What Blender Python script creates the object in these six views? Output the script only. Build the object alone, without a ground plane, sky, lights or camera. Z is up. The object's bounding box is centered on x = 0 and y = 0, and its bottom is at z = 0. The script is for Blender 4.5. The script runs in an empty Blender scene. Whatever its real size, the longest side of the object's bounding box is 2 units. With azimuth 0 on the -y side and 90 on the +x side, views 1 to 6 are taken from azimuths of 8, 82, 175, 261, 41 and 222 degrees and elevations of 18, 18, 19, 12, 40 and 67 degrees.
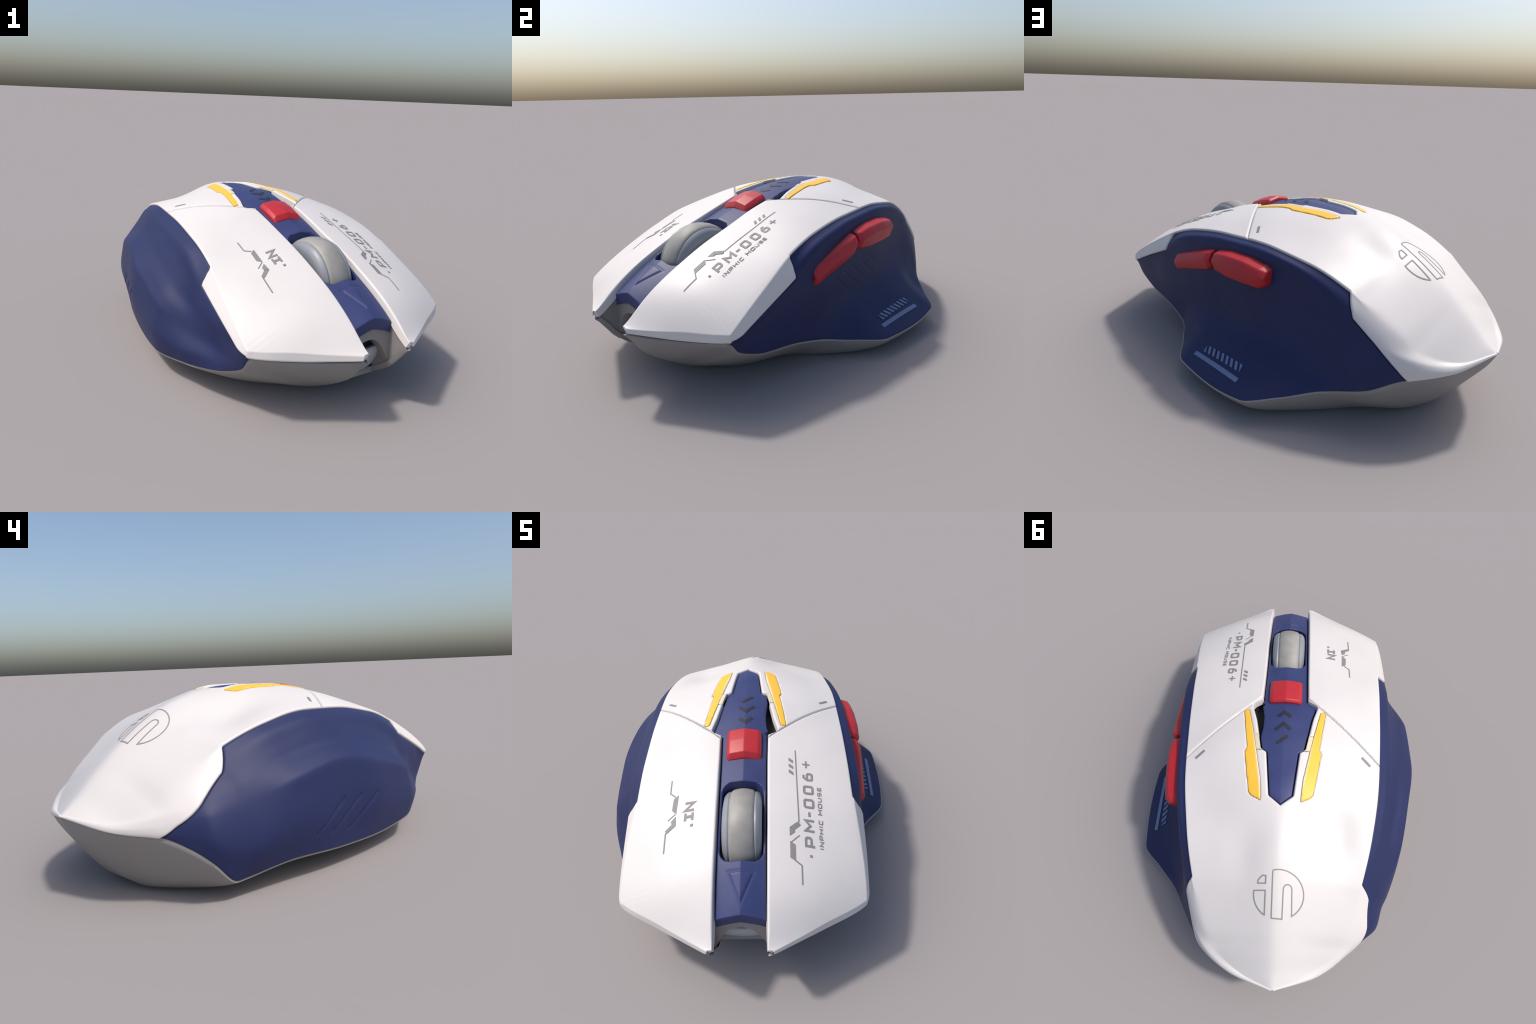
# Gaming mouse built as one lofted body surface, cut along its real seams into
# panels, plus separately modelled wheel, buttons, port and printed marks.
# Local frame: x to the mouse's right, y forward, z up; the root turns it.
import math
import numpy as np

# ------------------------------------------------------------------ helpers
def pchip(xs, ys, x):
    """Monotone cubic through control points (shape preserving)."""
    xs = np.asarray(xs, float); ys = np.asarray(ys, float)
    o = np.argsort(xs); xs, ys = xs[o], ys[o]
    h = np.diff(xs); d = np.diff(ys) / h
    m = np.zeros_like(ys)
    w1 = 2 * h[1:] + h[:-1]; w2 = h[1:] + 2 * h[:-1]
    same = d[:-1] * d[1:] > 0
    with np.errstate(divide='ignore', invalid='ignore'):
        hm = (w1 + w2) / (w1 / d[:-1] + w2 / d[1:])
    m[1:-1] = np.where(same, hm, 0)
    m[0], m[-1] = d[0], d[-1]
    x = np.clip(x, xs[0], xs[-1])
    i = np.clip(np.searchsorted(xs, x) - 1, 0, len(h) - 1)
    t = (x - xs[i]) / h[i]
    return ((1 + 2 * t) * (1 - t) ** 2 * ys[i] + t * (1 - t) ** 2 * h[i] * m[i]
            + t * t * (3 - 2 * t) * ys[i + 1] + t * t * (t - 1) * h[i] * m[i + 1])

def smooth01(t):
    t = np.clip(t, 0, 1)
    return t * t * (3 - 2 * t)

# ------------------------------------------------------------- body profiles
Y_REAR, Y_FRONT = -1.170, 1.080
# spine height over the middle of the back
SPINE = [(-1.17, .360), (-1.10, .409), (-1.0, .496), (-.87, .598), (-.77, .662), (-.67, .712), (-.55, .755),
         (-.46, .777), (-.25, .799), (-.08, .799), (0, .790), (.14, .760), (.29, .720), (.42, .679),
         (.6, .620), (.74, .564), (.845, .517), (.98, .440), (1.08, .356)]

# cross-section rings of the flank: y, then seven (x, z) knots from the top edge
# E over rim A, channel C, D, crest K, M to the lower edge L of the grip panel
FLANK_RIGHT = [
    (1.080, (.122, .348), (.126, .334), (.127, .330), (.127, .326), (.126, .322), (.125, .318), (.122, .313)),
    (.96, (.334, .354), (.342, .318), (.342, .316), (.341, .313), (.340, .310), (.338, .307), (.335, .303)),
    (.862, (.508, .364), (.517, .326), (.517, .324), (.516, .321), (.514, .318), (.511, .315), (.507, .311)),
    (.845, (.530, .364), (.535, .330), (.535, .327), (.533, .323), (.530, .318), (.526, .312), (.520, .305)),
    (.80, (.531, .392), (.547, .343), (.544, .325), (.540, .305), (.535, .285), (.530, .266), (.524, .245)),
    (.75, (.529, .420), (.549, .367), (.544, .335), (.543, .295), (.542, .262), (.539, .236), (.533, .211)),
    (.63, (.520, .485), (.551, .422), (.560, .372), (.555, .312), (.553, .262), (.572, .208), (.578, .165)),
    (.46, (.503, .566), (.550, .497), (.570, .440), (.590, .362), (.612, .290), (.655, .205), (.638, .130)),
    (.25, (.493, .640), (.533, .603), (.572, .530), (.645, .445), (.690, .355), (.717, .225), (.697, .112)),
    (.00, (.481, .680), (.520, .647), (.563, .588), (.631, .516), (.690, .428), (.714, .260), (.680, .095)),
    (-.25, (.466, .694), (.505, .659), (.548, .606), (.603, .550), (.649, .485), (.673, .290), (.650, .102)),
    (-.50, (.435, .662), (.472, .624), (.511, .570), (.561, .515), (.607, .443), (.632, .270), (.588, .112)),
    (-.70, (.395, .592), (.433, .545), (.473, .495), (.510, .448), (.545, .380), (.573, .225), (.520, .088)),
    (-.75, (.383, .560), (.422, .517), (.458, .470), (.491, .428), (.523, .368), (.549, .225), (.503, .082)),
    (-.86, (.352, .490), (.390, .458), (.425, .428), (.455, .400), (.486, .362), (.512, .265), (.492, .180)),
    (-.92, (.327, .450), (.362, .425), (.390, .402), (.412, .380), (.430, .355), (.445, .300), (.440, .243)),
    (-.98, (.298, .398), (.325, .384), (.345, .372), (.358, .350), (.365, .330), (.367, .307), (.360, .288)),
    (-1.10, (.155, .348), (.178, .344), (.192, .340), (.200, .335), (.204, .330), (.205, .324), (.202, .317)),
    (-1.17, (.0, .362), (.0, .361), (.0, .360), (.0, .359), (.0, .358), (.0, .357), (.0, .356)),
]
FLANK_LEFT = [
    (1.080, (.122, .348), (.126, .334), (.127, .330), (.127, .326), (.126, .322), (.125, .318), (.122, .313)),
    (.96, (.334, .354), (.342, .318), (.342, .316), (.341, .313), (.340, .310), (.338, .307), (.335, .303)),
    (.862, (.508, .364), (.517, .326), (.517, .324), (.516, .321), (.514, .318), (.511, .315), (.507, .311)),
    (.845, (.530, .364), (.535, .330), (.535, .327), (.533, .323), (.530, .318), (.526, .312), (.520, .305)),
    (.80, (.531, .392), (.547, .343), (.542, .328), (.537, .310), (.532, .292), (.528, .275), (.523, .255)),
    (.75, (.529, .420), (.549, .367), (.544, .340), (.539, .310), (.534, .280), (.529, .253), (.524, .228)),
    (.63, (.520, .485), (.551, .422), (.547, .380), (.542, .330), (.536, .280), (.531, .232), (.525, .187)),
    (.46, (.503, .566), (.550, .497), (.558, .440), (.556, .370), (.548, .300), (.543, .235), (.542, .168)),
    (.30, (.495, .622), (.548, .588), (.558, .500), (.556, .400), (.550, .300), (.550, .220), (.566, .134)),
    (.15, (.488, .657), (.540, .625), (.552, .520), (.549, .400), (.550, .285), (.592, .185), (.660, .108)),
    (.00, (.481, .680), (.529, .650), (.542, .540), (.535, .410), (.551, .280), (.645, .170), (.765, .096)),
    (-.25, (.466, .694), (.511, .660), (.522, .550), (.518, .420), (.546, .290), (.656, .178), (.785, .095)),
    (-.45, (.441, .670), (.483, .634), (.492, .540), (.492, .420), (.526, .296), (.636, .190), (.772, .111)),
    (-.58, (.420, .637), (.461, .595), (.472, .505), (.480, .405), (.506, .298), (.565, .205), (.662, .141)),
    (-.70, (.395, .592), (.434, .546), (.457, .470), (.473, .390), (.491, .312), (.512, .242), (.555, .182)),
    (-.75, (.383, .560), (.418, .517), (.446, .452), (.465, .384), (.484, .315), (.502, .252), (.522, .194)),
    (-.86, (.352, .490), (.382, .455), (.406, .414), (.423, .368), (.438, .320), (.450, .270), (.458, .222)),
    (-.98, (.298, .398), (.325, .384), (.343, .374), (.355, .354), (.363, .333), (.367, .312), (.370, .290)),
    (-1.10, (.155, .348), (.178, .344), (.192, .340), (.200, .335), (.204, .330), (.205, .324), (.202, .317)),
    (-1.17, (.0, .362), (.0, .361), (.0, .360), (.0, .359), (.0, .358), (.0, .357), (.0, .356)),
]
# underside: keel height, half width of the flat sole on each side, fullness of the sweep to it
KEEL = [(-1.17, .354), (-1.137, .288), (-1.086, .214), (-1.025, .132), (-.95, .050), (-.88, .008), (-.82, .0),
        (.60, .0), (.68, .010), (.75, .032), (.84, .082), (.94, .150), (1.0, .200), (1.05, .270), (1.08, .308)]
SOLE_RIGHT = [(-1.17, .0), (-1.0, .05), (-.88, .12), (-.78, .21), (-.67, .26), (-.55, .27), (-.35, .30), (-.16, .37),
              (.04, .44), (.2, .45), (.38, .41), (.58, .28), (.71, .14), (.85, .12), (1.0, .10), (1.08, .08)]
SOLE_LEFT = [(-1.17, .0), (-1.0, .05), (-.88, .12), (-.77, .22), (-.62, .43), (-.49, .56), (-.38, .62), (-.15, .64),
             (.067, .60), (.2, .51), (.35, .36), (.56, .26), (.71, .14), (.85, .12), (1.0, .10), (1.08, .08)]
FULL_RIGHT = [(-1.17, 1.35), (-.8, 1.35), (-.6, 1.15), (.2, 1.15), (.5, 1.2), (1.08, 1.2)]
FULL_LEFT = [(-1.17, 1.35), (-.7, 1.35), (-.45, 1.6), (.1, 1.6), (.3, 1.2), (1.08, 1.2)]

NC, NO = 26, 90                # samples: centre strip half, rest of top half
NT = NC + NO
NS, NB = 26, 44        # samples: top half, per flank knot span, base half

def flank_knots(side, y):
    tab = FLANK_RIGHT if side > 0 else FLANK_LEFT
    ys = [r[0] for r in tab]
    out = np.zeros((len(y), 7, 2))
    for k in range(7):
        for c in range(2):
            out[:, k, c] = pchip(ys, [r[k + 1][c] for r in tab], y)
    return out

def catmull(K, per):
    """Centripetal Catmull-Rom through knots K (n, m, 2), `per` samples per span."""
    n, m, _ = K.shape
    P = np.concatenate([2 * K[:, :1] - K[:, 1:2], K, 2 * K[:, -1:] - K[:, -2:-1]], 1)
    h = np.maximum(np.linalg.norm(np.diff(P, axis=1), axis=2), 1e-6) ** .6
    h = h[..., None]; d = np.diff(P, axis=1) / h
    tan = d[:, 1:] + d[:, :-1] - (P[:, 2:] - P[:, :-2]) / (h[:, 1:] + h[:, :-1])   # at each knot
    rows = []
    t = (np.arange(per) / per)[None, :, None]
    for q in range(m - 1):
        p1, p2 = K[:, q][:, None], K[:, q + 1][:, None]
        hs = h[:, q + 1][:, None]; m1, m2 = tan[:, q][:, None] * hs, tan[:, q + 1][:, None] * hs
        rows.append((1 + 2 * t) * (1 - t) ** 2 * p1 + t * (1 - t) ** 2 * m1 + t * t * (3 - 2 * t) * p2 + t * t * (t - 1) * m2)
    rows.append(K[:, -1:])
    return np.concatenate(rows, 1)

def top_power(y):
    return pchip([-1.17, -.9, -.55, -.1, .4, .85, 1.08], [1.3, 1.0, .95, 1.6, 1.7, 1.7, 1.5], y)

def soft_edge(y):
    """Top edge (x, z) blurred along y near the front corner, so the button has no fold."""
    xs = [r[0] for r in FLANK_RIGHT]
    ex = lambda q: pchip(xs, [r[1][0] for r in FLANK_RIGHT], q)
    ez = lambda q: pchip(xs, [r[1][1] for r in FLANK_RIGHT], q)
    b = .085 * smooth01((y - .55) / .25) * (1 - .75 * smooth01((y - .9) / .15))
    offs = np.linspace(-1, 1, 9); wt = 1 - .8 * np.abs(offs); wt = wt / wt.sum()
    return (sum(w * ex(y + o * b) for o, w in zip(offs, wt)), sum(w * ez(y + o * b) for o, w in zip(offs, wt)))

def top_height(x, y, edge=None):
    """Height of the top skin at plan position (x, y)."""
    x = np.asarray(x, float); y = np.asarray(y, float)
    if edge is None:
        xe, ze = soft_edge(np.atleast_1d(y).ravel())
        xe = xe.reshape(np.shape(y)); ze = ze.reshape(np.shape(y))
    else:
        xe, ze = edge
    zc = pchip(*zip(*SPINE), y)
    r = np.clip(np.abs(x) / np.maximum(xe, 1e-4), 0, 1.3)
    r = (np.sqrt(r * r + .01) - .1) / (math.sqrt(1.01) - .1)
    z = zc - (zc - ze) * r ** top_power(y)
    # shallow valleys between the raised spine and the shoulders
    z = z - .010 * np.exp(-((np.abs(x) - .15) / .08) ** 2 - ((y + .62) / .12) ** 2)
    # right shoulder behind the seam is a little hollow; left edge stands slightly higher
    z = z - .036 * np.exp(-((x - .26) / .11) ** 2 - ((y + .50) / .15) ** 2)
    lift = np.interp(y, [-.4, -.1, .2, .46, .8, .95], [0, .004, .012, .016, .006, 0])
    z = z + np.where(x < 0, lift * np.minimum(np.abs(x) / .5, 1) ** 2, 0)
    # gentle unevenness of the moulded shell
    z = z - .005 + .0016 * (np.sin(9.1 * x + 5.3 * y + .7) * np.sin(7.7 * y - 3.9 * x) + np.sin(15.3 * x - 6.1 * y + 2.0) * np.sin(12.9 * y + 4.1 * x + 1.1))
    return z

CENTER_WIDTH = [(-.3951, -.002), (-.395, 0), (-.350, .058), (-.136, .080), (-.120, .106), (.06, .140), (.135, .162),
                (.150, .150), (.172, .114), (.30, .112), (1.09, .112)]
def center_half_width(y):
    xs, ys = zip(*CENTER_WIDTH)
    w = np.interp(y, xs, ys)
    return np.where(y < -.395, (y + .395) * 1.0, w)


def body_grid(ny=470):
    t = np.linspace(0, 1, ny)
    # denser stations towards both pointed ends
    y = Y_REAR + (Y_FRONT - Y_REAR) * (t - .55 * np.sin(2 * np.pi * t) / (2 * np.pi) * 1.0)
    halves = {}
    for side in (1, -1):
        K = flank_knots(side, y)
        xe, ze = K[:, 0, 0][:, None], K[:, 0, 1][:, None]
        # one grid column runs exactly along the cut beside the centre strip
        w = np.minimum(np.maximum(center_half_width(y), .055 + .10 * smooth01((-.40 - y) / .3)), xe[:, 0] * .85)[:, None]
        c = np.linspace(0, 1, NC + 1)[None, :-1]; o = np.linspace(0, 1, NO + 1)[None, :-1]
        o = .45 * o + .55 * o * o * (3 - 2 * o)
        X = np.concatenate([w * c, w + (xe - w) * o], 1); Yg = np.repeat(y[:, None], NT, 1)
        sx, sz = soft_edge(y)
        Z = top_height(side * X, Yg, (np.repeat(sx[:, None], NT, 1), np.repeat(sz[:, None], NT, 1)))
        top = np.stack([X, Z], 2)
        K[:, 0, 1] = top_height(side * xe[:, 0], y, (sx, sz))
        flank = catmull(K, NS)
        # base: quadratic sweep from the lower edge in to the sole, then flat
        L = K[:, -1]; kz = pchip(*zip(*KEEL), y)
        sw = np.minimum(pchip(*zip(*(SOLE_RIGHT if side > 0 else SOLE_LEFT)), y), L[:, 0] * .9)
        full = pchip(*zip(*(FULL_RIGHT if side > 0 else FULL_LEFT)), y)[:, None]
        b = np.linspace(0, 1, NB + 1)[None, 1:]
        u = np.clip(b / .7, 0, 1)
        bx = L[:, :1] + (sw[:, None] - L[:, :1]) * u ** (.5 + .5 * full)
        bz = L[:, 1:2] + (kz[:, None] - L[:, 1:2]) * (1 - (1 - u) ** full)
        bx = np.where(b > .7, sw[:, None] * (1 - (b - .7) / .3), bx)
        base = np.stack([bx, np.broadcast_to(bz, bx.shape)], 2)
        sec = np.concatenate([top, flank, base], 1)
        v = np.concatenate([np.arange(NT) / NT, 1 + np.arange(6 * NS + 1) / (6 * NS),
                            2 + np.linspace(0, 1, NB + 1)[1:]])
        # blend the top edge away behind the rear notch, where the shell is one skin
        soft = smooth01((-.74 - y) / .10)[:, None, None] * np.exp(-((v - 1.03) / .22) ** 4)[None, :, None]
        for _ in range(220):
            avg = sec.copy(); avg[:, 1:-1] = .5 * sec[:, 1:-1] + .25 * (sec[:, :-2] + sec[:, 2:])
            sec = sec + (avg - sec) * soft
        halves[side] = (sec, v)
    return y, halves

# ------------------------------------------------------------- seam outlines
def seam_y(x):
    """Seam between click buttons and rear shell, runs back towards the flank."""
    return .150 - (np.abs(x) - .155) * .92

def white_limit(side, y, sec, v):
    """Flank parameter down to which the white skin reaches at each station."""
    out = np.ones(len(y))
    fl = (v >= 1) & (v <= 2)
    for i, yy in enumerate(y):
        if yy > .452:
            out[i] = 1 + (1 / 6) * min(1, (yy - .452) / .012)
            if yy > .845:
                out[i] = 1 + 1 / 6 + (5 / 6) * min(1, (yy - .845) / .006)
        elif yy < -.70:
            if yy < -1.0:
                out[i] = 2.0
                continue
            zb = np.interp(yy, [-1.0, -.95, -.85, -.75], [.280, .335, .420, .497])
            z = sec[i, fl, 1]; vv = v[fl]
            j = np.argmax(z < zb) if (z < zb).any() else len(z) - 1
            lim = vv[j]
            if j > 0: lim = vv[j - 1] + (vv[j] - vv[j - 1]) * (z[j - 1] - zb) / max(z[j - 1] - z[j], 1e-9)
            lim = max(lim, 1.0)
            if yy > -.75:
                lim = 1 + (lim - 1) * (-.70 - yy) / .05
            out[i] = min(lim, 2.0)
    return out

# ==== BLENDER =====================================================================
import bpy, bmesh
from mathutils import Vector, kdtree

rng = np.random.default_rng(7)
HEADING = math.radians(39.1)
AXIS_SHIFT = 0.0104
WHITE_RAISE = .006

root = bpy.data.objects.new("computer_mouse", None)
root.empty_display_size = .2
bpy.context.scene.collection.objects.link(root)
root.location = (-math.cos(HEADING) * AXIS_SHIFT, -math.sin(HEADING) * AXIS_SHIFT, 0)
root.rotation_euler = (0, 0, math.pi + HEADING)
root["label"] = "white and navy ergonomic computer mouse with red buttons"
root["category"] = "computer mouse"

# ---------------------------------------------------------------- materials
def material(name, color, rough=.45, tint=None, scale=6.0, amount=.35, bump=0.0, bump_scale=60.0,
             metallic=0.0, coat=0.0, spec=.5):
    """Principled plastic with a slow mottling between two close colours."""
    m = bpy.data.materials.new(name); m.use_nodes = True
    nt = m.node_tree; b = nt.nodes["Principled BSDF"]
    co = nt.nodes.new("ShaderNodeTexCoord")
    no = nt.nodes.new("ShaderNodeTexNoise"); no.inputs["Scale"].default_value = scale
    no.inputs["Detail"].default_value = 3.0
    nt.links.new(co.outputs["Object"], no.inputs["Vector"])
    ramp = nt.nodes.new("ShaderNodeValToRGB")
    ramp.color_ramp.elements[0].position = .5 - amount; ramp.color_ramp.elements[1].position = .5 + amount
    t = tint or tuple(min(1, c * .93) for c in color)
    ramp.color_ramp.elements[0].color = (*t, 1); ramp.color_ramp.elements[1].color = (*color, 1)
    nt.links.new(no.outputs["Fac"], ramp.inputs["Fac"])
    nt.links.new(ramp.outputs["Color"], b.inputs["Base Color"])
    b.inputs["Roughness"].default_value = rough
    b.inputs["Metallic"].default_value = metallic
    b.inputs["Coat Weight"].default_value = coat
    b.inputs["Specular IOR Level"].default_value = spec
    if bump:
        n2 = nt.nodes.new("ShaderNodeTexNoise"); n2.inputs["Scale"].default_value = bump_scale
        nt.links.new(co.outputs["Object"], n2.inputs["Vector"])
        bp = nt.nodes.new("ShaderNodeBump"); bp.inputs["Strength"].default_value = bump
        bp.inputs["Distance"].default_value = .01
        nt.links.new(n2.outputs["Fac"], bp.inputs["Height"])
        nt.links.new(bp.outputs["Normal"], b.inputs["Normal"])
    return m

WHITE = material("white_plastic", (.675, .637, .612), .45, (.61, .577, .555), 3.5)
BASE_WHITE = material("base_plastic", (.27, .258, .249), .5, (.24, .229, .221), 5)  # white plastic darkened to grey for the shade under the body and nose
NAVY = material("navy_rubber", (.015, .023, .088), .55, (.012, .018, .072), 4, spec=.32)
STRIP_NAVY = material("navy_plastic", (.038, .050, .150), .5, (.026, .036, .115), 14, spec=.35)
RED = material("red_plastic", (.46, .017, .024), .45, (.39, .013, .019), 9)
def fading_yellow():
    """Yellow that fades to cream towards the spine (edge runs diagonally in x, y)."""
    m = material("yellow_accent_plastic", (.85, .50, .045), .5, (.80, .45, .04), 14)
    nt = m.node_tree; b = nt.nodes["Principled BSDF"]
    old = b.inputs["Base Color"].links[0].from_socket
    co = nt.nodes.new("ShaderNodeTexCoord"); sp = nt.nodes.new("ShaderNodeSeparateXYZ")
    nt.links.new(co.outputs["Object"], sp.inputs[0])
    def math_node(op, a, bb):
        n = nt.nodes.new("ShaderNodeMath"); n.operation = op
        for i, v in enumerate((a, bb)):
            if v is None: continue
            if isinstance(v, (int, float)): n.inputs[i].default_value = v
            else: nt.links.new(v, n.inputs[i])
        return n.outputs[0]
    ax = math_node('ABSOLUTE', sp.outputs[0], None)
    line = math_node('MULTIPLY', sp.outputs[1], .165)
    d = math_node('SUBTRACT', ax, line)
    mr = nt.nodes.new("ShaderNodeMapRange"); nt.links.new(d, mr.inputs[0])
    mr.inputs[1].default_value = .143; mr.inputs[2].default_value = .160; mr.interpolation_type = 'SMOOTHSTEP'
    mix = nt.nodes.new("ShaderNodeMix"); mix.data_type = 'RGBA'
    nt.links.new(mr.outputs[0], mix.inputs[0]); mix.inputs[6].default_value = (.72, .66, .52, 1)
    nt.links.new(old, mix.inputs[7]); nt.links.new(mix.outputs[2], b.inputs["Base Color"])
    return m
YELLOW = fading_yellow()
CREAM = material("cream_plastic", (.62, .54, .36), .5, (.62, .57, .44), 14)
PRINT = material("grey_print", (.24, .225, .225), .6, (.20, .19, .19), 30)
LOGO_INK = material("logo_ink", (.27, .25, .24), .6)
MARK_BLUE = material("pale_blue_print", (.135, .185, .33), .6, (.12, .165, .30), 30)
WHEEL_GREY = material("wheel_rubber", (.31, .30, .272), .55, (.23, .222, .205), 11, .2)
WHEEL_CLEAR = material("wheel_rim_plastic", (.25, .265, .285), .42, (.20, .212, .235), 12, .3)
DARK = material("dark_interior", (.012, .012, .014), .7)
NEAR_BLACK = material("near_black_chevron", (.014, .015, .026), .6)
PORT_GREY = material("port_plastic", (.50, .515, .53), .5)

# ------------------------------------------------------------------ mesh tools
class Skin:
    """Triangle skin with per-vertex attributes that can be cut along level sets."""
    def __init__(self, A, T):
        self.A, self.T = A, T          # A: pos(3) nrm(3) side y v
    @property
    def P(self): return self.A[:, :3]
    @property
    def N(self): return self.A[:, 3:6]
    @property
    def side(self): return self.A[:, 6]
    @property
    def y(self): return self.A[:, 7]
    @property
    def v(self): return self.A[:, 8]
    def compact(self):
        used, inv = np.unique(self.T, return_inverse=True)
        return Skin(self.A[used], inv.reshape(-1, 3))
    def keep(self, field):
        """Part where field > 0, cut exactly along field = 0."""
        f = np.where(np.abs(field) < 1e-9, 1e-9, field)
        s = f[self.T] > 0; n = s.sum(1)
        whole = self.T[n == 3]
        new_tris = [whole]; A = self.A
        mixed = (n == 1) | (n == 2)
        if mixed.any():
            T = self.T[mixed]; S = s[mixed]
            lone_val = S.sum(1) == 1
            lone = np.where(lone_val, S.argmax(1), (~S).argmax(1))
            r = np.arange(len(T))
            a, b, c = T[r, lone], T[r, (lone + 1) % 3], T[r, (lone + 2) % 3]
            E = np.concatenate([np.stack([a, b], 1), np.stack([a, c], 1)])
            Es = np.sort(E, 1); uq, inv = np.unique(Es, axis=0, return_inverse=True); inv = inv.ravel()
            fa, fb = f[uq[:, 0]], f[uq[:, 1]]; t = np.clip(fa / (fa - fb), .001, .999)[:, None]
            A = np.concatenate([A, A[uq[:, 0]] * (1 - t) + A[uq[:, 1]] * t])
            ab, ac = inv[:len(T)] + len(self.A), inv[len(T):] + len(self.A)
            p = lone_val
            new_tris.append(np.stack([a[p], ab[p], ac[p]], 1))
            q = ~lone_val
            new_tris.append(np.stack([ab[q], b[q], c[q]], 1)); new_tris.append(np.stack([ab[q], c[q], ac[q]], 1))
        return Skin(A, np.concatenate(new_tris)).compact()

def boundary_edges(T):
    E = np.concatenate([T[:, [0, 1]], T[:, [1, 2]], T[:, [2, 0]]])
    key = np.sort(E, 1).astype(np.int64); k = key[:, 0] * (T.max() + 1) + key[:, 1]
    _, idx, cnt = np.unique(k, return_index=True, return_counts=True)
    return E[idx[cnt == 1]]

def link(ob, mat, parent=root):
    bpy.context.scene.collection.objects.link(ob)
    ob.parent = parent
    if mat: ob.data.materials.append(mat)
    return ob

def raw_mesh(name, verts, faces, mat, parent=root, smooth=35):
    me = bpy.data.meshes.new(name)
    me.from_pydata([tuple(map(float, v)) for v in verts], [], [tuple(map(int, f)) for f in faces])
    me.validate(); me.update()
    if smooth:
        me.polygons.foreach_set("use_smooth", np.ones(len(me.polygons), bool))
        me.set_sharp_from_angle(angle=math.radians(smooth))
    ob = bpy.data.objects.new(name, me)
    return link(ob, mat, parent)

def panel(name, skin, mat, round_r=.010, raise_h=0.0, skirt=.03, down=0.0, smooth=40, parent=root, shift=None):
    """Turn a cut skin into a panel: rolled edges and a skirt that gives it depth."""
    P = skin.P.copy(); N = skin.N / np.maximum(np.linalg.norm(skin.N, axis=1, keepdims=True), 1e-9)
    be = boundary_edges(skin.T); bv = np.unique(be)
    samples = np.concatenate([P[be[:, 0]] * (1 - t) + P[be[:, 1]] * t for t in (0, .25, .5, .75)])
    kd = kdtree.KDTree(len(samples))
    for i, p in enumerate(samples): kd.insert(p, i)
    kd.balance()
    d = np.array([kd.find(p)[2] for p in P])
    rr = round_r * np.clip((1.085 - skin.y) / .08, .3, 1)      # finer at the sharp tips
    t = np.clip(1 - d / rr, 0, 1)
    P = P + N * (raise_h - rr * (1 - np.sqrt(np.maximum(0, 1 - t ** 2))))[:, None]
    if shift is not None: P = P + shift(skin)
    S = P[bv] - N[bv] * skirt * (1 - down) - np.array([0, 0, 1.0]) * skirt * down
    rem = {b: len(P) + i for i, b in enumerate(bv)}
    V = np.concatenate([P, S])
    F = skin.T.tolist() + [(b, a, rem[a], rem[b]) for a, b in be]
    return raw_mesh(name, V, F, mat, parent, smooth)

# ----------------------------------------------------------------- master skin
y, halves = body_grid()
ny = len(y)
limit = {s: white_limit(s, y, *halves[s]) for s in (1, -1)}
secP, v1 = halves[1]; secT, _ = halves[-1]
M = len(v1)
cols = [(1, j) for j in range(M)] + [(-1, j) for j in range(M - 2, 0, -1)]
nc = len(cols)
G = np.zeros((ny, nc, 3)); VP = np.zeros((ny, nc)); SD = np.zeros((ny, nc)); LIM = np.zeros((ny, nc))
for c, (s, j) in enumerate(cols):
    sec = secP if s > 0 else secT
    G[:, c, 0] = s * sec[:, j, 0]; G[:, c, 1] = y; G[:, c, 2] = sec[:, j, 1]
    VP[:, c] = v1[j]; SD[:, c] = s; LIM[:, c] = limit[s]

def segment_distance(p, a, b):
    a, b = np.array(a), np.array(b); d = b - a
    t = np.clip(((p - a) @ d) / (d @ d), 0, 1)
    return np.linalg.norm(p - a - t[..., None] * d, axis=-1)

# moulded grooves in the grip panels (seen from the side: y, z)
yz = G[..., 1:]
on_flank = (VP > 1) & (VP < 2)
groove = np.zeros((ny, nc))
for a, b in [((-.271, .324), (-.421, .195)), ((-.169, .320), (-.328, .190)), ((-.058, .312), (-.229, .180))]:
    groove += np.where(on_flank & (SD > 0) & (VP > 1.6), .006 * np.exp(-(segment_distance(yz, a, b) / .007) ** 2), 0)
for k in range(5):
    a = (.17 - .085 * k, .415 + .006 * k); b = (.02 - .075 * k, .300 + .014 * k)
    groove += np.where(on_flank & (SD < 0), .0018 * np.exp(-(segment_distance(yz, a, b) / .006) ** 2), 0)

# rolled rim under the top edge, channel below it, and the crest of the right-hand grip
along = smooth01((G[..., 1] + .72) / .35) * smooth01((.50 - G[..., 1]) / .14)
groove += np.where(on_flank, along * np.where(SD > 0, .014 * np.exp(-((VP - 1.46) / .09) ** 2), .006 * np.exp(-((VP - 1.25) / .05) ** 2)), 0)
groove -= np.where(on_flank, along * np.where(SD > 0, .0045, .006) * np.exp(-((VP - np.where(SD > 0, 1.20, 1.11)) / np.where(SD > 0, .09, .05)) ** 2), 0)
ridge = smooth01((G[..., 1] + .66) / .2) * smooth01((.40 - G[..., 1]) / .25)
groove -= np.where(on_flank & (SD > 0), ridge * .008 * np.exp(-((VP - 1.655) / .045) ** 2), 0)

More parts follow.
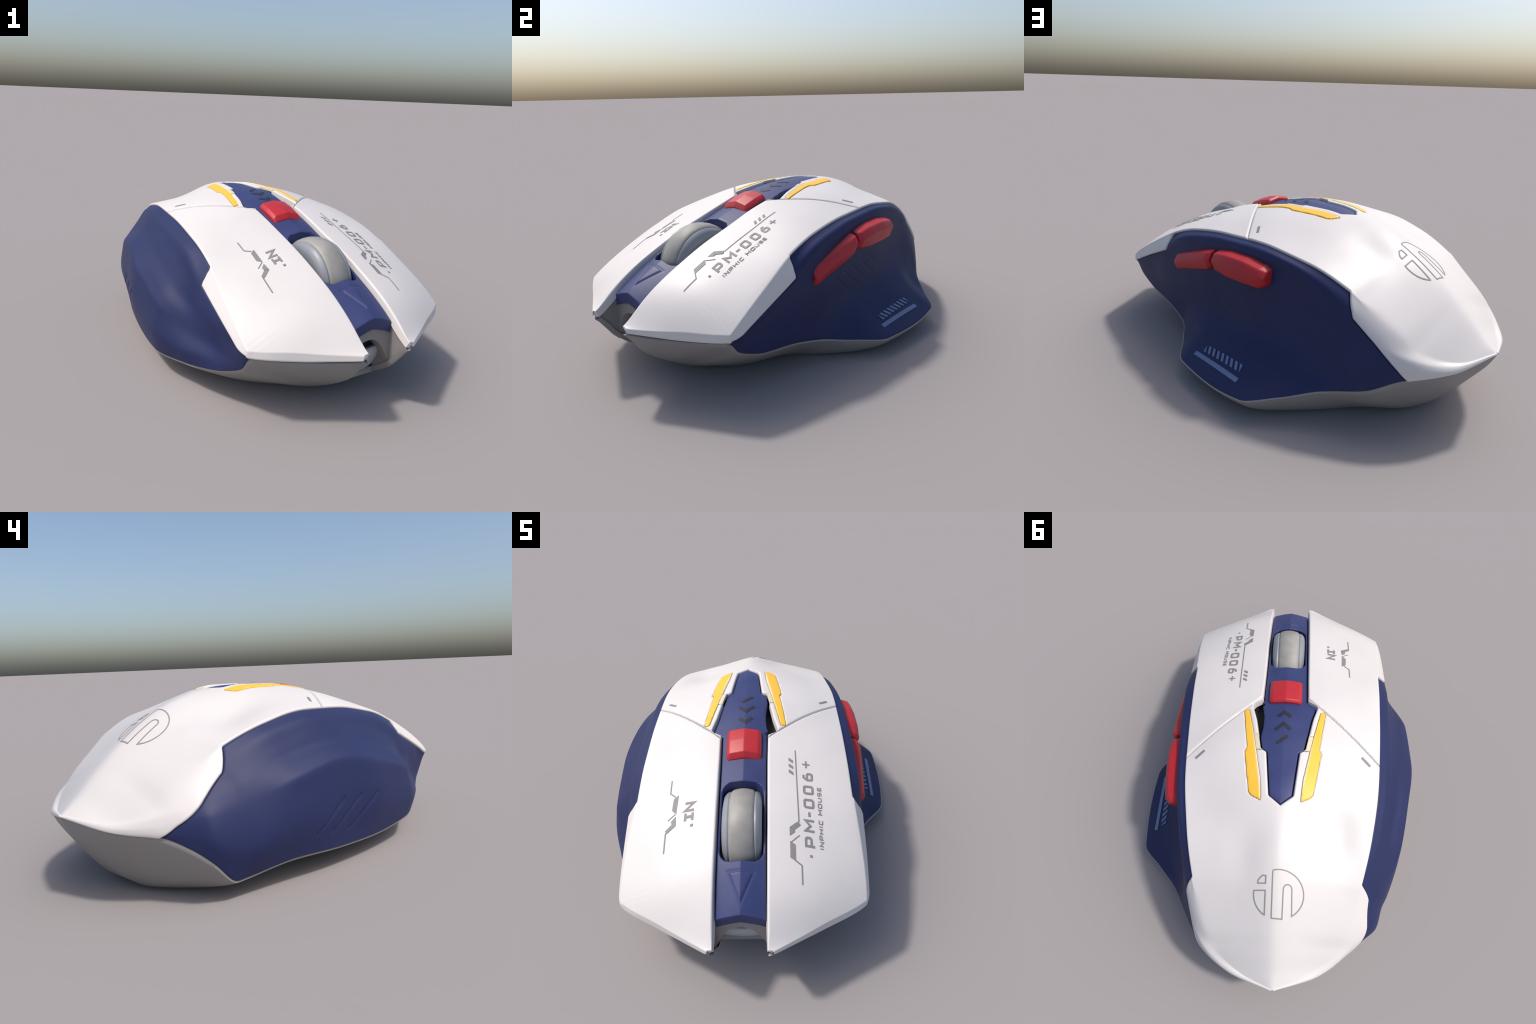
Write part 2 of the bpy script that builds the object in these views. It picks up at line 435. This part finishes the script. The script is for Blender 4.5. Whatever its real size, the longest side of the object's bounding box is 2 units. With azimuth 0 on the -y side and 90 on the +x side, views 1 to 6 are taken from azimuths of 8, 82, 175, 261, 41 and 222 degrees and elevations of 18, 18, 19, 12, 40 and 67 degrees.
dy = np.gradient(G, axis=0); dc = (np.roll(G, -1, 1) - np.roll(G, 1, 1))
NR = np.cross(dy, dc); NR /= np.maximum(np.linalg.norm(NR, axis=2, keepdims=True), 1e-9)
if NR[ny // 2, 10, 2] < 0: NR = -NR
# pointed ends: normals point along the axis
NR[0] = (0, -1, 0); NR[-1] = (0, 1, 0)
for _ in range(2):
    NR[1:-1] = .5 * NR[1:-1] + .25 * (NR[:-2] + NR[2:])
NR /= np.linalg.norm(NR, axis=2, keepdims=True)
G = G - NR * groove[..., None]

idx = np.arange(ny * nc).reshape(ny, nc)
a = idx[:-1]; b = idx[1:]
a2 = np.roll(a, -1, 1); b2 = np.roll(b, -1, 1)
T = np.concatenate([np.stack([a, b, b2], -1).reshape(-1, 3), np.stack([a, b2, a2], -1).reshape(-1, 3)])
A = np.concatenate([G.reshape(-1, 3), NR.reshape(-1, 3), SD.reshape(-1, 1), np.repeat(y, nc)[:, None],
                    VP.reshape(-1, 1), LIM.reshape(-1, 1)], 1)
# make winding agree with the outward normals
tri0 = G.reshape(-1, 3)[T]; fn = np.cross(tri0[:, 1] - tri0[:, 0], tri0[:, 2] - tri0[:, 0])
if (fn * NR.reshape(-1, 3)[T[:, 0]]).sum() < 0: T = T[:, ::-1]
body = Skin(A, T)

base = body.keep(body.v - 2)
upper = body.keep(2 - body.v)
grip = upper.keep(upper.v - upper.A[:, 9]); grip = grip.keep(.842 - grip.y)
white = upper.keep(upper.A[:, 9] - upper.v); white = white.keep(1.075 - white.y)
front_gap = white.keep(np.minimum(white.v - 1.45, white.y - .850))
white = white.keep(-np.minimum(white.v - 1.45, white.y - .850))
middle = white.keep(center_half_width(white.y) - np.abs(white.P[:, 0]))
white = white.keep(np.abs(white.P[:, 0]) - center_half_width(white.y))

rear = white.keep(seam_y(white.P[:, 0]) - .0016 - white.y)
front = white.keep(white.y - seam_y(white.P[:, 0]) - .0016)

# yellow accent blades beside the spine, with a cream infill towards the strip
def accent_field(sk):
    ax = np.abs(sk.P[:, 0]); yy = sk.y
    outer = np.interp(yy, [-.36, -.337, -.136, -.112, .10], [.124, .146, .179, .169, .200])
    inner = np.interp(yy, [-.36, -.27, -.13, -.05, .10], [.092, .099, .126, .142, .176])
    return np.minimum(np.minimum(outer - ax, ax - inner), np.minimum(.104 - yy, yy + .358 - (ax - .12) * .5))
def infill_field(sk):
    ax = np.abs(sk.P[:, 0])
    inner = np.interp(sk.y, [-.36, -.27, -.13, -.05, .10], [.092, .099, .126, .142, .176])
    return np.minimum(inner - .001 - ax, np.minimum(-.045 - sk.y, sk.y + .125))
accents = rear.keep(accent_field(rear)); infill = rear.keep(infill_field(rear))
for sgn in (1, -1):
    panel("accent_blade", accents.keep(sgn * accents.P[:, 0]), YELLOW, .003, WHITE_RAISE + .003, .012)
    panel("accent_infill", infill.keep(sgn * infill.P[:, 0]), CREAM, .002, WHITE_RAISE + .0015, .012)
rear = rear.keep(-accent_field(rear)); rear = rear.keep(-infill_field(rear))
panel("rear_shell", rear, WHITE, .008, WHITE_RAISE, .03)
panel("click_button", front.keep(front.P[:, 0]), WHITE, .009, WHITE_RAISE, .03)
panel("click_button", front.keep(-front.P[:, 0]), WHITE, .009, WHITE_RAISE, .03)
for sgn in (1, -1):
    panel("button_gap", front_gap.keep(sgn * front_gap.P[:, 0]), DARK, .002, -.013, .008)
panel("grip_panel", grip.keep(grip.P[:, 0]), NAVY, .009, -.002, .02)
panel("grip_panel", grip.keep(-grip.P[:, 0]), NAVY, .009, -.002, .02)

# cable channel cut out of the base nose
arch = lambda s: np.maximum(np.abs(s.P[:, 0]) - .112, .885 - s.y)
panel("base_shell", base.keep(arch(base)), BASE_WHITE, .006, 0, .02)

# ---------------------------------------------------------------- centre strip
left_gap = lambda yy: np.interp(yy, [-.06, .0, .11, .15, .165, .2], [0, .02, .042, .042, .004, 0])
own = center_half_width(middle.y) - np.where(middle.P[:, 0] < 0, left_gap(middle.y), 0) - .0065 - np.abs(middle.P[:, 0])
strip = middle.keep(own)
strip = strip.keep(.975 - strip.y)
WELL_Y, WELL_L, WELL_W, WELL_R = .598, .176, .094, .05
def well_field(s):
    qx = np.abs(s.P[:, 0]) - (WELL_W - WELL_R); qy = np.abs(s.y - WELL_Y) - (WELL_L - WELL_R)
    return np.hypot(np.maximum(qx, 0), np.maximum(qy, 0)) + np.minimum(np.maximum(qx, qy), 0) - WELL_R
strip = strip.keep(well_field(strip))
def roof(x, yy):
    """Roof-shaped crown of the centre strip, flattening towards the tail."""
    s = np.interp(yy, [-.4, -.1, .25, .9], [.004, .006, .014, .024])
    return -.001 - s * np.abs(x) / .112
def strip_shift(s):
    out = np.zeros((len(s.y), 3)); out[:, 2] = roof(s.P[:, 0], s.y)
    # shallow triangle embossed ahead of the wheel
    tri = np.minimum(s.y - .815, (.935 - s.y) * .45 - np.abs(s.P[:, 0]))
    out[:, 2] += .003 * smooth01(tri / .008) - .002 * np.exp(-(tri / .006) ** 2)
    return out
panel("center_strip", strip, STRIP_NAVY, .006, 0, .045, 1.0, smooth=22, shift=strip_shift)

# dark under-layer seen through the gaps
under = body.keep(.90 - body.v); under = under.keep(under.y + .5); under = under.keep(.93 - under.y)
V = under.P - np.array([0, 0, .065])
raw_mesh("inner_frame", V, under.T, DARK)

# --------------------------------------------------------------- scroll wheel
WHEEL_C = (0.0, .556, .468); WHEEL_R = .200
def lathe(name, profile, center, mat, parent, seg=96, wobble=0.0):
    """Spin an (x, radius) profile about the x axis."""
    V, F = [], []; n = len(profile)
    for i in range(seg):
        t = 2 * math.pi * i / seg
        for x, r in profile:
            V.append((center[0] + x, center[1] + r * math.cos(t), center[2] + r * math.sin(t)))
    for i in range(seg):
        for j in range(n - 1):
            a0, a1 = i * n + j, i * n + j + 1; b0, b1 = ((i + 1) % seg) * n + j, ((i + 1) % seg) * n + j + 1
            F.append((a0, b0, b1, a1))
    return raw_mesh(name, V, F, mat, parent, 35)
wheel = bpy.data.objects.new("scroll_wheel", None); bpy.context.scene.collection.objects.link(wheel)
wheel.parent = root
R = WHEEL_R
lathe("wheel_tyre", [(-.056, R - .040), (-.056, R - .012), (-.052, R - .005), (-.042, R + .001), (-.02, R + .006), (0, R + .008),
                     (.02, R + .006), (.042, R + .001), (.052, R - .005), (.056, R - .012), (.056, R - .040)], WHEEL_C, WHEEL_GREY, wheel)
for s in (-1, 1):
    prof = [(.053, R - .010), (.062, R - .008), (.074, R - .014), (.084, R - .026), (.088, R - .045), (.086, R - .09)]
    lathe("wheel_rim", [(s * x, r) for x, r in (prof if s < 0 else prof[::-1])], WHEEL_C, WHEEL_CLEAR, wheel)

# ------------------------------------------------------------------- buttons
def loft(name, rings, mat, parent=root, smooth=40, bevel=0.0, sub=0):
    """Closed loft through equal-length rings, capped at both ends."""
    n = len(rings[0]); V = [p for r in rings for p in r]; F = []
    for i in range(len(rings) - 1):
        for j in range(n):
            F.append((i * n + j, i * n + (j + 1) % n, (i + 1) * n + (j + 1) % n, (i + 1) * n + j))
    F.append(tuple(range(n))[::-1]); F.append(tuple((len(rings) - 1) * n + j for j in range(n)))
    ob = raw_mesh(name, V, F, mat, parent, 0)
    bm = bmesh.new(); bm.from_mesh(ob.data); bmesh.ops.recalc_face_normals(bm, faces=bm.faces)
    if bevel:
        bmesh.ops.bevel(bm, geom=list(bm.edges), offset=bevel, segments=3, profile=.6, affect='EDGES')
    bm.to_mesh(ob.data); bm.free()
    me = ob.data
    me.polygons.foreach_set("use_smooth", np.ones(len(me.polygons), bool)); me.set_sharp_from_angle(angle=math.radians(smooth))
    return ob

def strip_z(x, yy):
    return float(top_height(np.array([x]), np.array([yy]))[0]) + float(roof(x, yy))
# red mode button: roofed block standing proud of the strip
rings = []
for yy, lift, w in [(.150, .012, .074), (.162, .026, .082), (.225, .030, .083), (.292, .026, .082), (.308, .004, .076)]:
    rings.append([(-w, yy, strip_z(w, yy) - .03), (w, yy, strip_z(w, yy) - .03), (w, yy, strip_z(w, yy) + lift * .55),
                  (w * .82, yy, strip_z(w * .8, yy) + lift), (0, yy, strip_z(0, yy) + lift + .003),
                  (-w * .82, yy, strip_z(w * .8, yy) + lift), (-w, yy, strip_z(w, yy) + lift * .55)])
loft("mode_button", rings, RED, bevel=.004, smooth=25)

# two thumb buttons: wedge bars with a ridge, standing out of the left grip
def thumb_button(name, stations):
    rings = []
    for yy, zr, out, up, dn in stations:
        K = flank_knots(-1, np.array([yy]))[0]
        wall = float(np.interp(zr, K[:4, 1][::-1], K[:4, 0][::-1])) - .03
        xr = out
        rings.append([(-wall, yy, zr + up), (-(xr - .020), yy, zr + up * .66), (-xr, yy, zr), (-(xr - .003), yy, zr - .010),
                      (-(xr - .020), yy, zr - dn * .9), (-wall, yy, zr - dn)])
    return loft(name, rings, RED, bevel=.007, smooth=30)
thumb_button("thumb_button", [(.346, .466, .572, .040, .044), (.326, .473, .586, .050, .054), (.25, .500, .588, .050, .056),
                              (.12, .540, .592, .052, .062), (.042, .564, .592, .050, .062), (.022, .570, .580, .044, .048)])
thumb_button("thumb_button", [(.004, .570, .576, .044, .048), (-.014, .574, .592, .050, .058), (-.10, .586, .594, .052, .080),
                              (-.22, .590, .588, .050, .082), (-.318, .580, .578, .046, .068), (-.347, .574, .558, .038, .040)])

# ---------------------------------------------------------- cable port at the nose
V, F = [], []; na, nb = 41, 10
def nose_point(a, b):
    """a -1..1 across between the button tips, b 0..1 from the strip down to the slot edge."""
    e = abs(a)
    top = np.array([.118 * a, .960 + .004 * e, .396 - .012 * e])
    low = np.array([.118 * a, .963 + .012 * e ** 3, .335 - (.142 * e ** 2.8 if a > 0 else .142 * e ** 2.1)])
    return top * (1 - b) + low * b
for i in range(na):
    a = -1 + 2 * i / (na - 1)
    for j in range(nb): V.append(nose_point(a, j / (nb - 1)))
    low = nose_point(a, 1.0)
    V.append((low[0], low[1] - .012, low[2] - .006)); V.append((low[0], .89, low[2] - .002))
nn = nb + 2
for i in range(na - 1):
    for j in range(nn - 1):
        F.append((i * nn + j, (i + 1) * nn + j, (i + 1) * nn + j + 1, i * nn + j + 1))
# inner cheeks of the button tips, closing the notch sideways
for sgn in (1, -1):
    o = len(V); m = 12
    for i in range(m):
        yy = .880 + .186 * i / (m - 1)
        hi = float(top_height(np.array([.113]), np.array([yy]))[0]) - .022
        hi = hi if yy > .962 else min(hi, .385)
        lo = min(float(np.interp(yy, [.88, .962, 1.0, 1.04, 1.066], [.112, .178, .212, .262, .300])), hi - .004)
        V.append((sgn * .1135, yy, hi)); V.append((sgn * .1135, yy, lo))
    for i in range(m - 1):
        F.append((o + 2 * i, o + 2 * i + 1, o + 2 * i + 3, o + 2 * i + 2))
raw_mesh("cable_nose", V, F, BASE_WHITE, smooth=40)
def rounded_box(name, c, size, mat, r=.008, parent=root):
    bm = bmesh.new(); bmesh.ops.create_cube(bm, size=1)
    for v in bm.verts: v.co = Vector((v.co.x * size[0] + c[0], v.co.y * size[1] + c[1], v.co.z * size[2] + c[2]))
    bmesh.ops.bevel(bm, geom=list(bm.edges), offset=r, segments=3, profile=.5, affect='EDGES')
    me = bpy.data.meshes.new(name); bm.to_mesh(me); bm.free()
    me.polygons.foreach_set("use_smooth", np.ones(len(me.polygons), bool)); me.set_sharp_from_angle(angle=math.radians(40))
    return link(bpy.data.objects.new(name, me), mat, parent)
rounded_box("port_slot", (0, .885, .300), (.205, .03, .13), DARK)
# pale lip closing the base under the cable slot
V, F = [], []; na, nb = 25, 9
for i in range(na):
    a = -1 + 2 * i / (na - 1)
    for j, (dy, z) in enumerate([(-.04, .255), (-.025, .264), (-.008, .266), (-.001, .256), (-.005, .235), (-.018, .200), (-.033, .165), (-.048, .140), (-.065, .120)]):
        V.append((.112 * a, .932 + dy - .010 * a * a, z + .004 * a * a))
for i in range(na - 1):
    for j in range(nb - 1):
        F.append((i * nb + j, i * nb + j + 1, (i + 1) * nb + j + 1, (i + 1) * nb + j))
raw_mesh("port_lip", V, F, PORT_GREY, smooth=60)

# ------------------------------------------------------------- printed marks
def white_skin(x, yy, h):
    """Point on the raised white skin, h above it along the normal."""
    x = np.asarray(x, float); yy = np.asarray(yy, float); e = 1e-3
    z = top_height(x, yy)
    gx = (top_height(x + e, yy) - top_height(x - e, yy)) / (2 * e)
    gy = (top_height(x, yy + e) - top_height(x, yy - e)) / (2 * e)
    n = np.stack([-gx, -gy, np.ones_like(z)], -1); n /= np.linalg.norm(n, axis=-1, keepdims=True)
    return np.stack([x, yy, z], -1) + n * (WHITE_RAISE + np.asarray(h)[..., None] * np.ones_like(z)[..., None])
def strip_skin(x, yy, h):
    z = top_height(np.asarray(x, float), np.asarray(yy, float)) + roof(np.asarray(x), np.asarray(yy)) + h
    return np.stack([x, yy, z], -1)
def wing_skin(x, yy, h):
    """Top of the thumb wing at plan position (x < 0)."""
    out = []
    for xi, yi in zip(np.ravel(x), np.ravel(yy)):
        C = catmull(flank_knots(-1, np.array([yi])), 26)[0][70:]
        z = np.interp(-xi, C[:, 0], C[:, 1]); sl = np.interp(-xi + .01, C[:, 0], C[:, 1]) - z
        n = np.array([sl, 0, .01]); n /= np.linalg.norm(n)       # outward is -x
        out.append((xi + n[0] * h, yi, z + n[2] * h))
    return np.array(out)

class Ink:
    """Collects thin raised marks as closed solids laid on a skin."""
    def __init__(self, skin): self.skin, self.V, self.F, self.k = skin, [], [], 0
    def strip_of(self, left, right, closed=False):
        n = len(left); h = .0014 + .00018 * (self.k % 5); self.k += 1
        L, R = np.array(left), np.array(right)
        base = len(self.V)
        for P, hh in ((L, h), (R, h), (R, -.003), (L, -.003)):
            self.V.extend(self.skin(P[:, 0], P[:, 1], hh).tolist())
        m = n if closed else n - 1
        for q in range(4):
            for i in range(m):
                j = (i + 1) % n; a, b = base + q * n, base + ((q + 1) % 4) * n
                self.F.append((a + i, b + i, b + j, a + j))
        if not closed:
            self.F.append(tuple(base + q * n for q in range(4))); self.F.append(tuple(base + q * n + n - 1 for q in (3, 2, 1, 0)))
    def line(self, pts, w, closed=False, step=.012):
        """Mitred ribbon of width w along a polyline."""
        P = [np.array(p, float) for p in pts]; n = len(P)
        L, R = [], []
        for i in range(n):
            d0 = P[i] - P[i - 1] if (i or closed) else P[1] - P[0]
            d1 = P[(i + 1) % n] - P[i] if (i < n - 1 or closed) else P[-1] - P[-2]
            d0 = d0 / np.linalg.norm(d0); d1 = d1 / np.linalg.norm(d1)
            m = d0 + d1; m = m / max(np.linalg.norm(m), 1e-6); nrm = np.array([-m[1], m[0]])
            k = min(1 / max(nrm @ np.array([-d0[1], d0[0]]), .3), 2.2)
            L.append(P[i] + nrm * w / 2 * k); R.append(P[i] - nrm * w / 2 * k)
        idx = list(range(n)) + ([0] if closed else [])
        l2, r2 = [], []
        for a, b in zip(idx[:-1], idx[1:]):
            m = max(1, int(np.linalg.norm(P[b] - P[a]) / step))
            for t in range(m):
                l2.append(L[a] + (L[b] - L[a]) * t / m); r2.append(R[a] + (R[b] - R[a]) * t / m)
        if not closed: l2.append(L[-1]); r2.append(R[-1])
        self.strip_of(l2, r2, closed)
    def quad(self, a, b, c, d, n=4):
        """Filled band between edges a-b and d-c."""
        a, b, c, d = (np.array(p, float) for p in (a, b, c, d))
        self.strip_of([a + (b - a) * t for t in np.linspace(0, 1, n)], [d + (c - d) * t for t in np.linspace(0, 1, n)])
    def build(self, name, mat):
        ob = raw_mesh(name, self.V, self.F, mat, smooth=0)
        bm = bmesh.new(); bm.from_mesh(ob.data); bmesh.ops.recalc_face_normals(bm, faces=bm.faces); bm.to_mesh(ob.data); bm.free()
        return ob

# squared-off technical alphabet as pen strokes in a unit box
GLYPH = {
    'P': [[(0, 0), (0, 1), (.85, 1), (1, .86), (1, .52), (.85, .38), (.14, .38)]],
    'M': [[(0, 0), (0, 1), (.5, .42), (1, 1), (1, 0)]],
    '-': [[(.0, .5), (1, .5)]],
    '0': [[(.14, 0), (0, .12), (0, .88), (.14, 1), (.86, 1), (1, .88), (1, .12), (.86, 0), 'loop']],
    '6': [[(.80, 1), (.38, 1), (0, .60), (0, .13), (.14, 0), (.86, 0), (1, .13), (1, .46), (.86, .58), (.14, .58)]],
    '+': [[(.5, 0), (.5, 1)], [(0, .5), (.40, .5)], [(.60, .5), (1, .5)]],
    'I': [[(.5, 0), (.5, 1)]],
    'N': [[(0, 0), (0, 1), (1, 0), (1, 1)]],
    'H': [[(0, 0), (0, 1)], [(1, 0), (1, 1)], [(.1, .5), (.9, .5)]],
    'C': [[(1, 1), (.15, 1), (0, .85), (0, .15), (.15, 0), (1, 0)]],
    'O': [[(.14, 0), (0, .12), (0, .88), (.14, 1), (.86, 1), (1, .88), (1, .12), (.86, 0), 'loop']],
    'U': [[(0, 1), (0, .15), (.15, 0), (.85, 0), (1, .15), (1, 1)]],
    'S': [[(1, 1), (.15, 1), (0, .87), (0, .62), (.12, .51), (.88, .51), (1, .39), (1, .13), (.85, 0), (0, 0)]],
    'E': [[(1, 1), (.1, 1), (0, .9), (0, .1), (.1, 0), (1, 0)], [(.12, .5), (.92, .5)]],
}
def write_glyph(ink, ch, x_base, x_top, y_start, y_end, w):
    """Letters run backwards (-y) and stand up towards +x; stroke centred inside the box."""
    hw = w / 2
    f = lambda p: (x_base + hw + p[1] * (x_top - x_base - w), y_start - hw + p[0] * (y_end - y_start + w))
    for st in GLYPH[ch]:
        loop = st[-1] == 'loop'
        ink.line([f(p) for p in (st[:-1] if loop else st)], w, loop)

lettering = Ink(white_skin)
for ch, y0, y1 in [('P', .706, .662), ('M', .643, .589), ('-', .581, .551), ('0', .539, .495), ('0', .474, .431), ('6', .408, .367)]:
    write_glyph(lettering, ch, -.318, -.270, y0, y1, .0100)
write_glyph(lettering, '+', -.308, -.268, .346, .304, .0070)
lettering.line([(-.300, .740), (-.290, .740)], .009)
yy = .706
for ch, w in [('I', .006), ('N', .021), ('P', .020), ('H', .021), ('I', .006), ('C', .020), (' ', .010),
              ('M', .024), ('O', .022), ('U', .021), ('S', .020), ('E', .019)]:
    if ch != ' ': write_glyph(lettering, ch, -.353, -.334, yy, yy - w, .0042)
    yy -= w + .0058
lettering.build("lettering", PRINT)

circuit = Ink(white_skin)
circuit.line([(-.255, .852), (-.255, .782), (-.226, .764)], .0056)
circuit.quad((-.207, .756), (-.207, .690), (-.230, .703), (-.230, .768))
circuit.line([(-.212, .694), (-.248, .662)], .0035)
circuit.quad((-.206, .668), (-.206, .634), (-.228, .640), (-.228, .652))
circuit.quad((-.206, .633), (-.243, .604), (-.254, .618), (-.229, .640))
circuit.line([(-.247, .606), (-.240, .254)], .0052)
for yc in (.315, .345, .375):
    circuit.quad((-.208, yc - .016), (-.208, yc - .001), (-.228, yc + .011), (-.228, yc - .004))
circuit.build("circuit_mark", PRINT)

right = Ink(white_skin)
right.line([(.333, .386), (.333, .450), (.306, .472)], .0058)
right.quad((.292, .466), (.296, .556), (.317, .535), (.314, .482))
right.line([(.332, .578), (.300, .555)], .0040)
right.quad((.297, .566), (.293, .604), (.314, .598), (.316, .584))
right.quad((.293, .606), (.333, .634), (.341, .622), (.315, .600))
right.line([(.338, .630), (.339, .713)], .0058)
right.build("circuit_mark", PRINT)
tag = Ink(white_skin)
tag.line([(.215, .548), (.256, .548), (.215, .514), (.256, .514)], .0125)
tag.line([(.219, .594), (.219, .560)], .0105); tag.line([(.252, .594), (.252, .560)], .0105)
tag.line([(.2245, .577), (.2465, .577)], .0125)
tag.line([(.214, .616), (.226, .616)], .011)
tag.build("lettering", PRINT)

for sgn in (1, -1):
    dash = Ink(white_skin); dash.line([(sgn * .378, -.117), (sgn * .420, -.155)], .0125)
    dash.build("dash_mark", PRINT)

# round emblem on the tail: outlined halves of a split disc
emblem = Ink(white_skin)
ex, ey, rx, ry = .013, -.769, .111, .100
def arc(t0, t1, n=24):
    return [(ex + rx * math.cos(math.radians(t)), ey + ry * math.sin(math.radians(t))) for t in np.linspace(t0, t1, n)]
W = .0050
emblem.line([(-.017, -.680)] + arc(104, -57) + [(.069, -.748)]
            + [(.050 + .019 * math.cos(math.radians(t)), -.746 + .019 * math.sin(math.radians(t))) for t in np.linspace(0, 180, 9)][1:]
            + [(.031, -.868), (-.015, -.866)], W, True)
emblem.line([(-.046, -.755), (-.046, -.853)] + arc(236, 172, 12), W, True)
emblem.line([(-.046, -.696), (-.046, -.726), (-.081, -.726)] + arc(152, 126, 6)[1:-1], W, True)
emblem.build("emblem", LOGO_INK)

# direction chevrons: near-black ribbons laid on the strip
chev = Ink(strip_skin)
chev.line([(-.034, .064), (-.003, .094), (.030, .066)], .018)
chev.line([(-.044, -.016), (-.003, .022), (.031, -.012)], .018)
chev.line([(-.033, -.092), (.019, -.048)], .018)
chev.build("chevron_mark", NEAR_BLACK)

# scale printed on the thumb wing
scale = Ink(wing_skin)
scale.line([(-.706, -.034), (-.714, -.366)], .019)
for k in range(9):
    yo = -.057 - .0335 * k
    a, b, c, d = (-.655, yo + .008), (-.684, yo - .017), (-.684, yo - .034), (-.655, yo - .009)
    if k == 0: a = d
    if k == 8: c = b
    if k in (0, 8):
        scale.quad(a, b, (c[0] - .0005, c[1] - .0005), (d[0] - .0005, d[1] - .0005))
    else: scale.quad(a, b, c, d)
scale.build("scale_mark", MARK_BLUE)
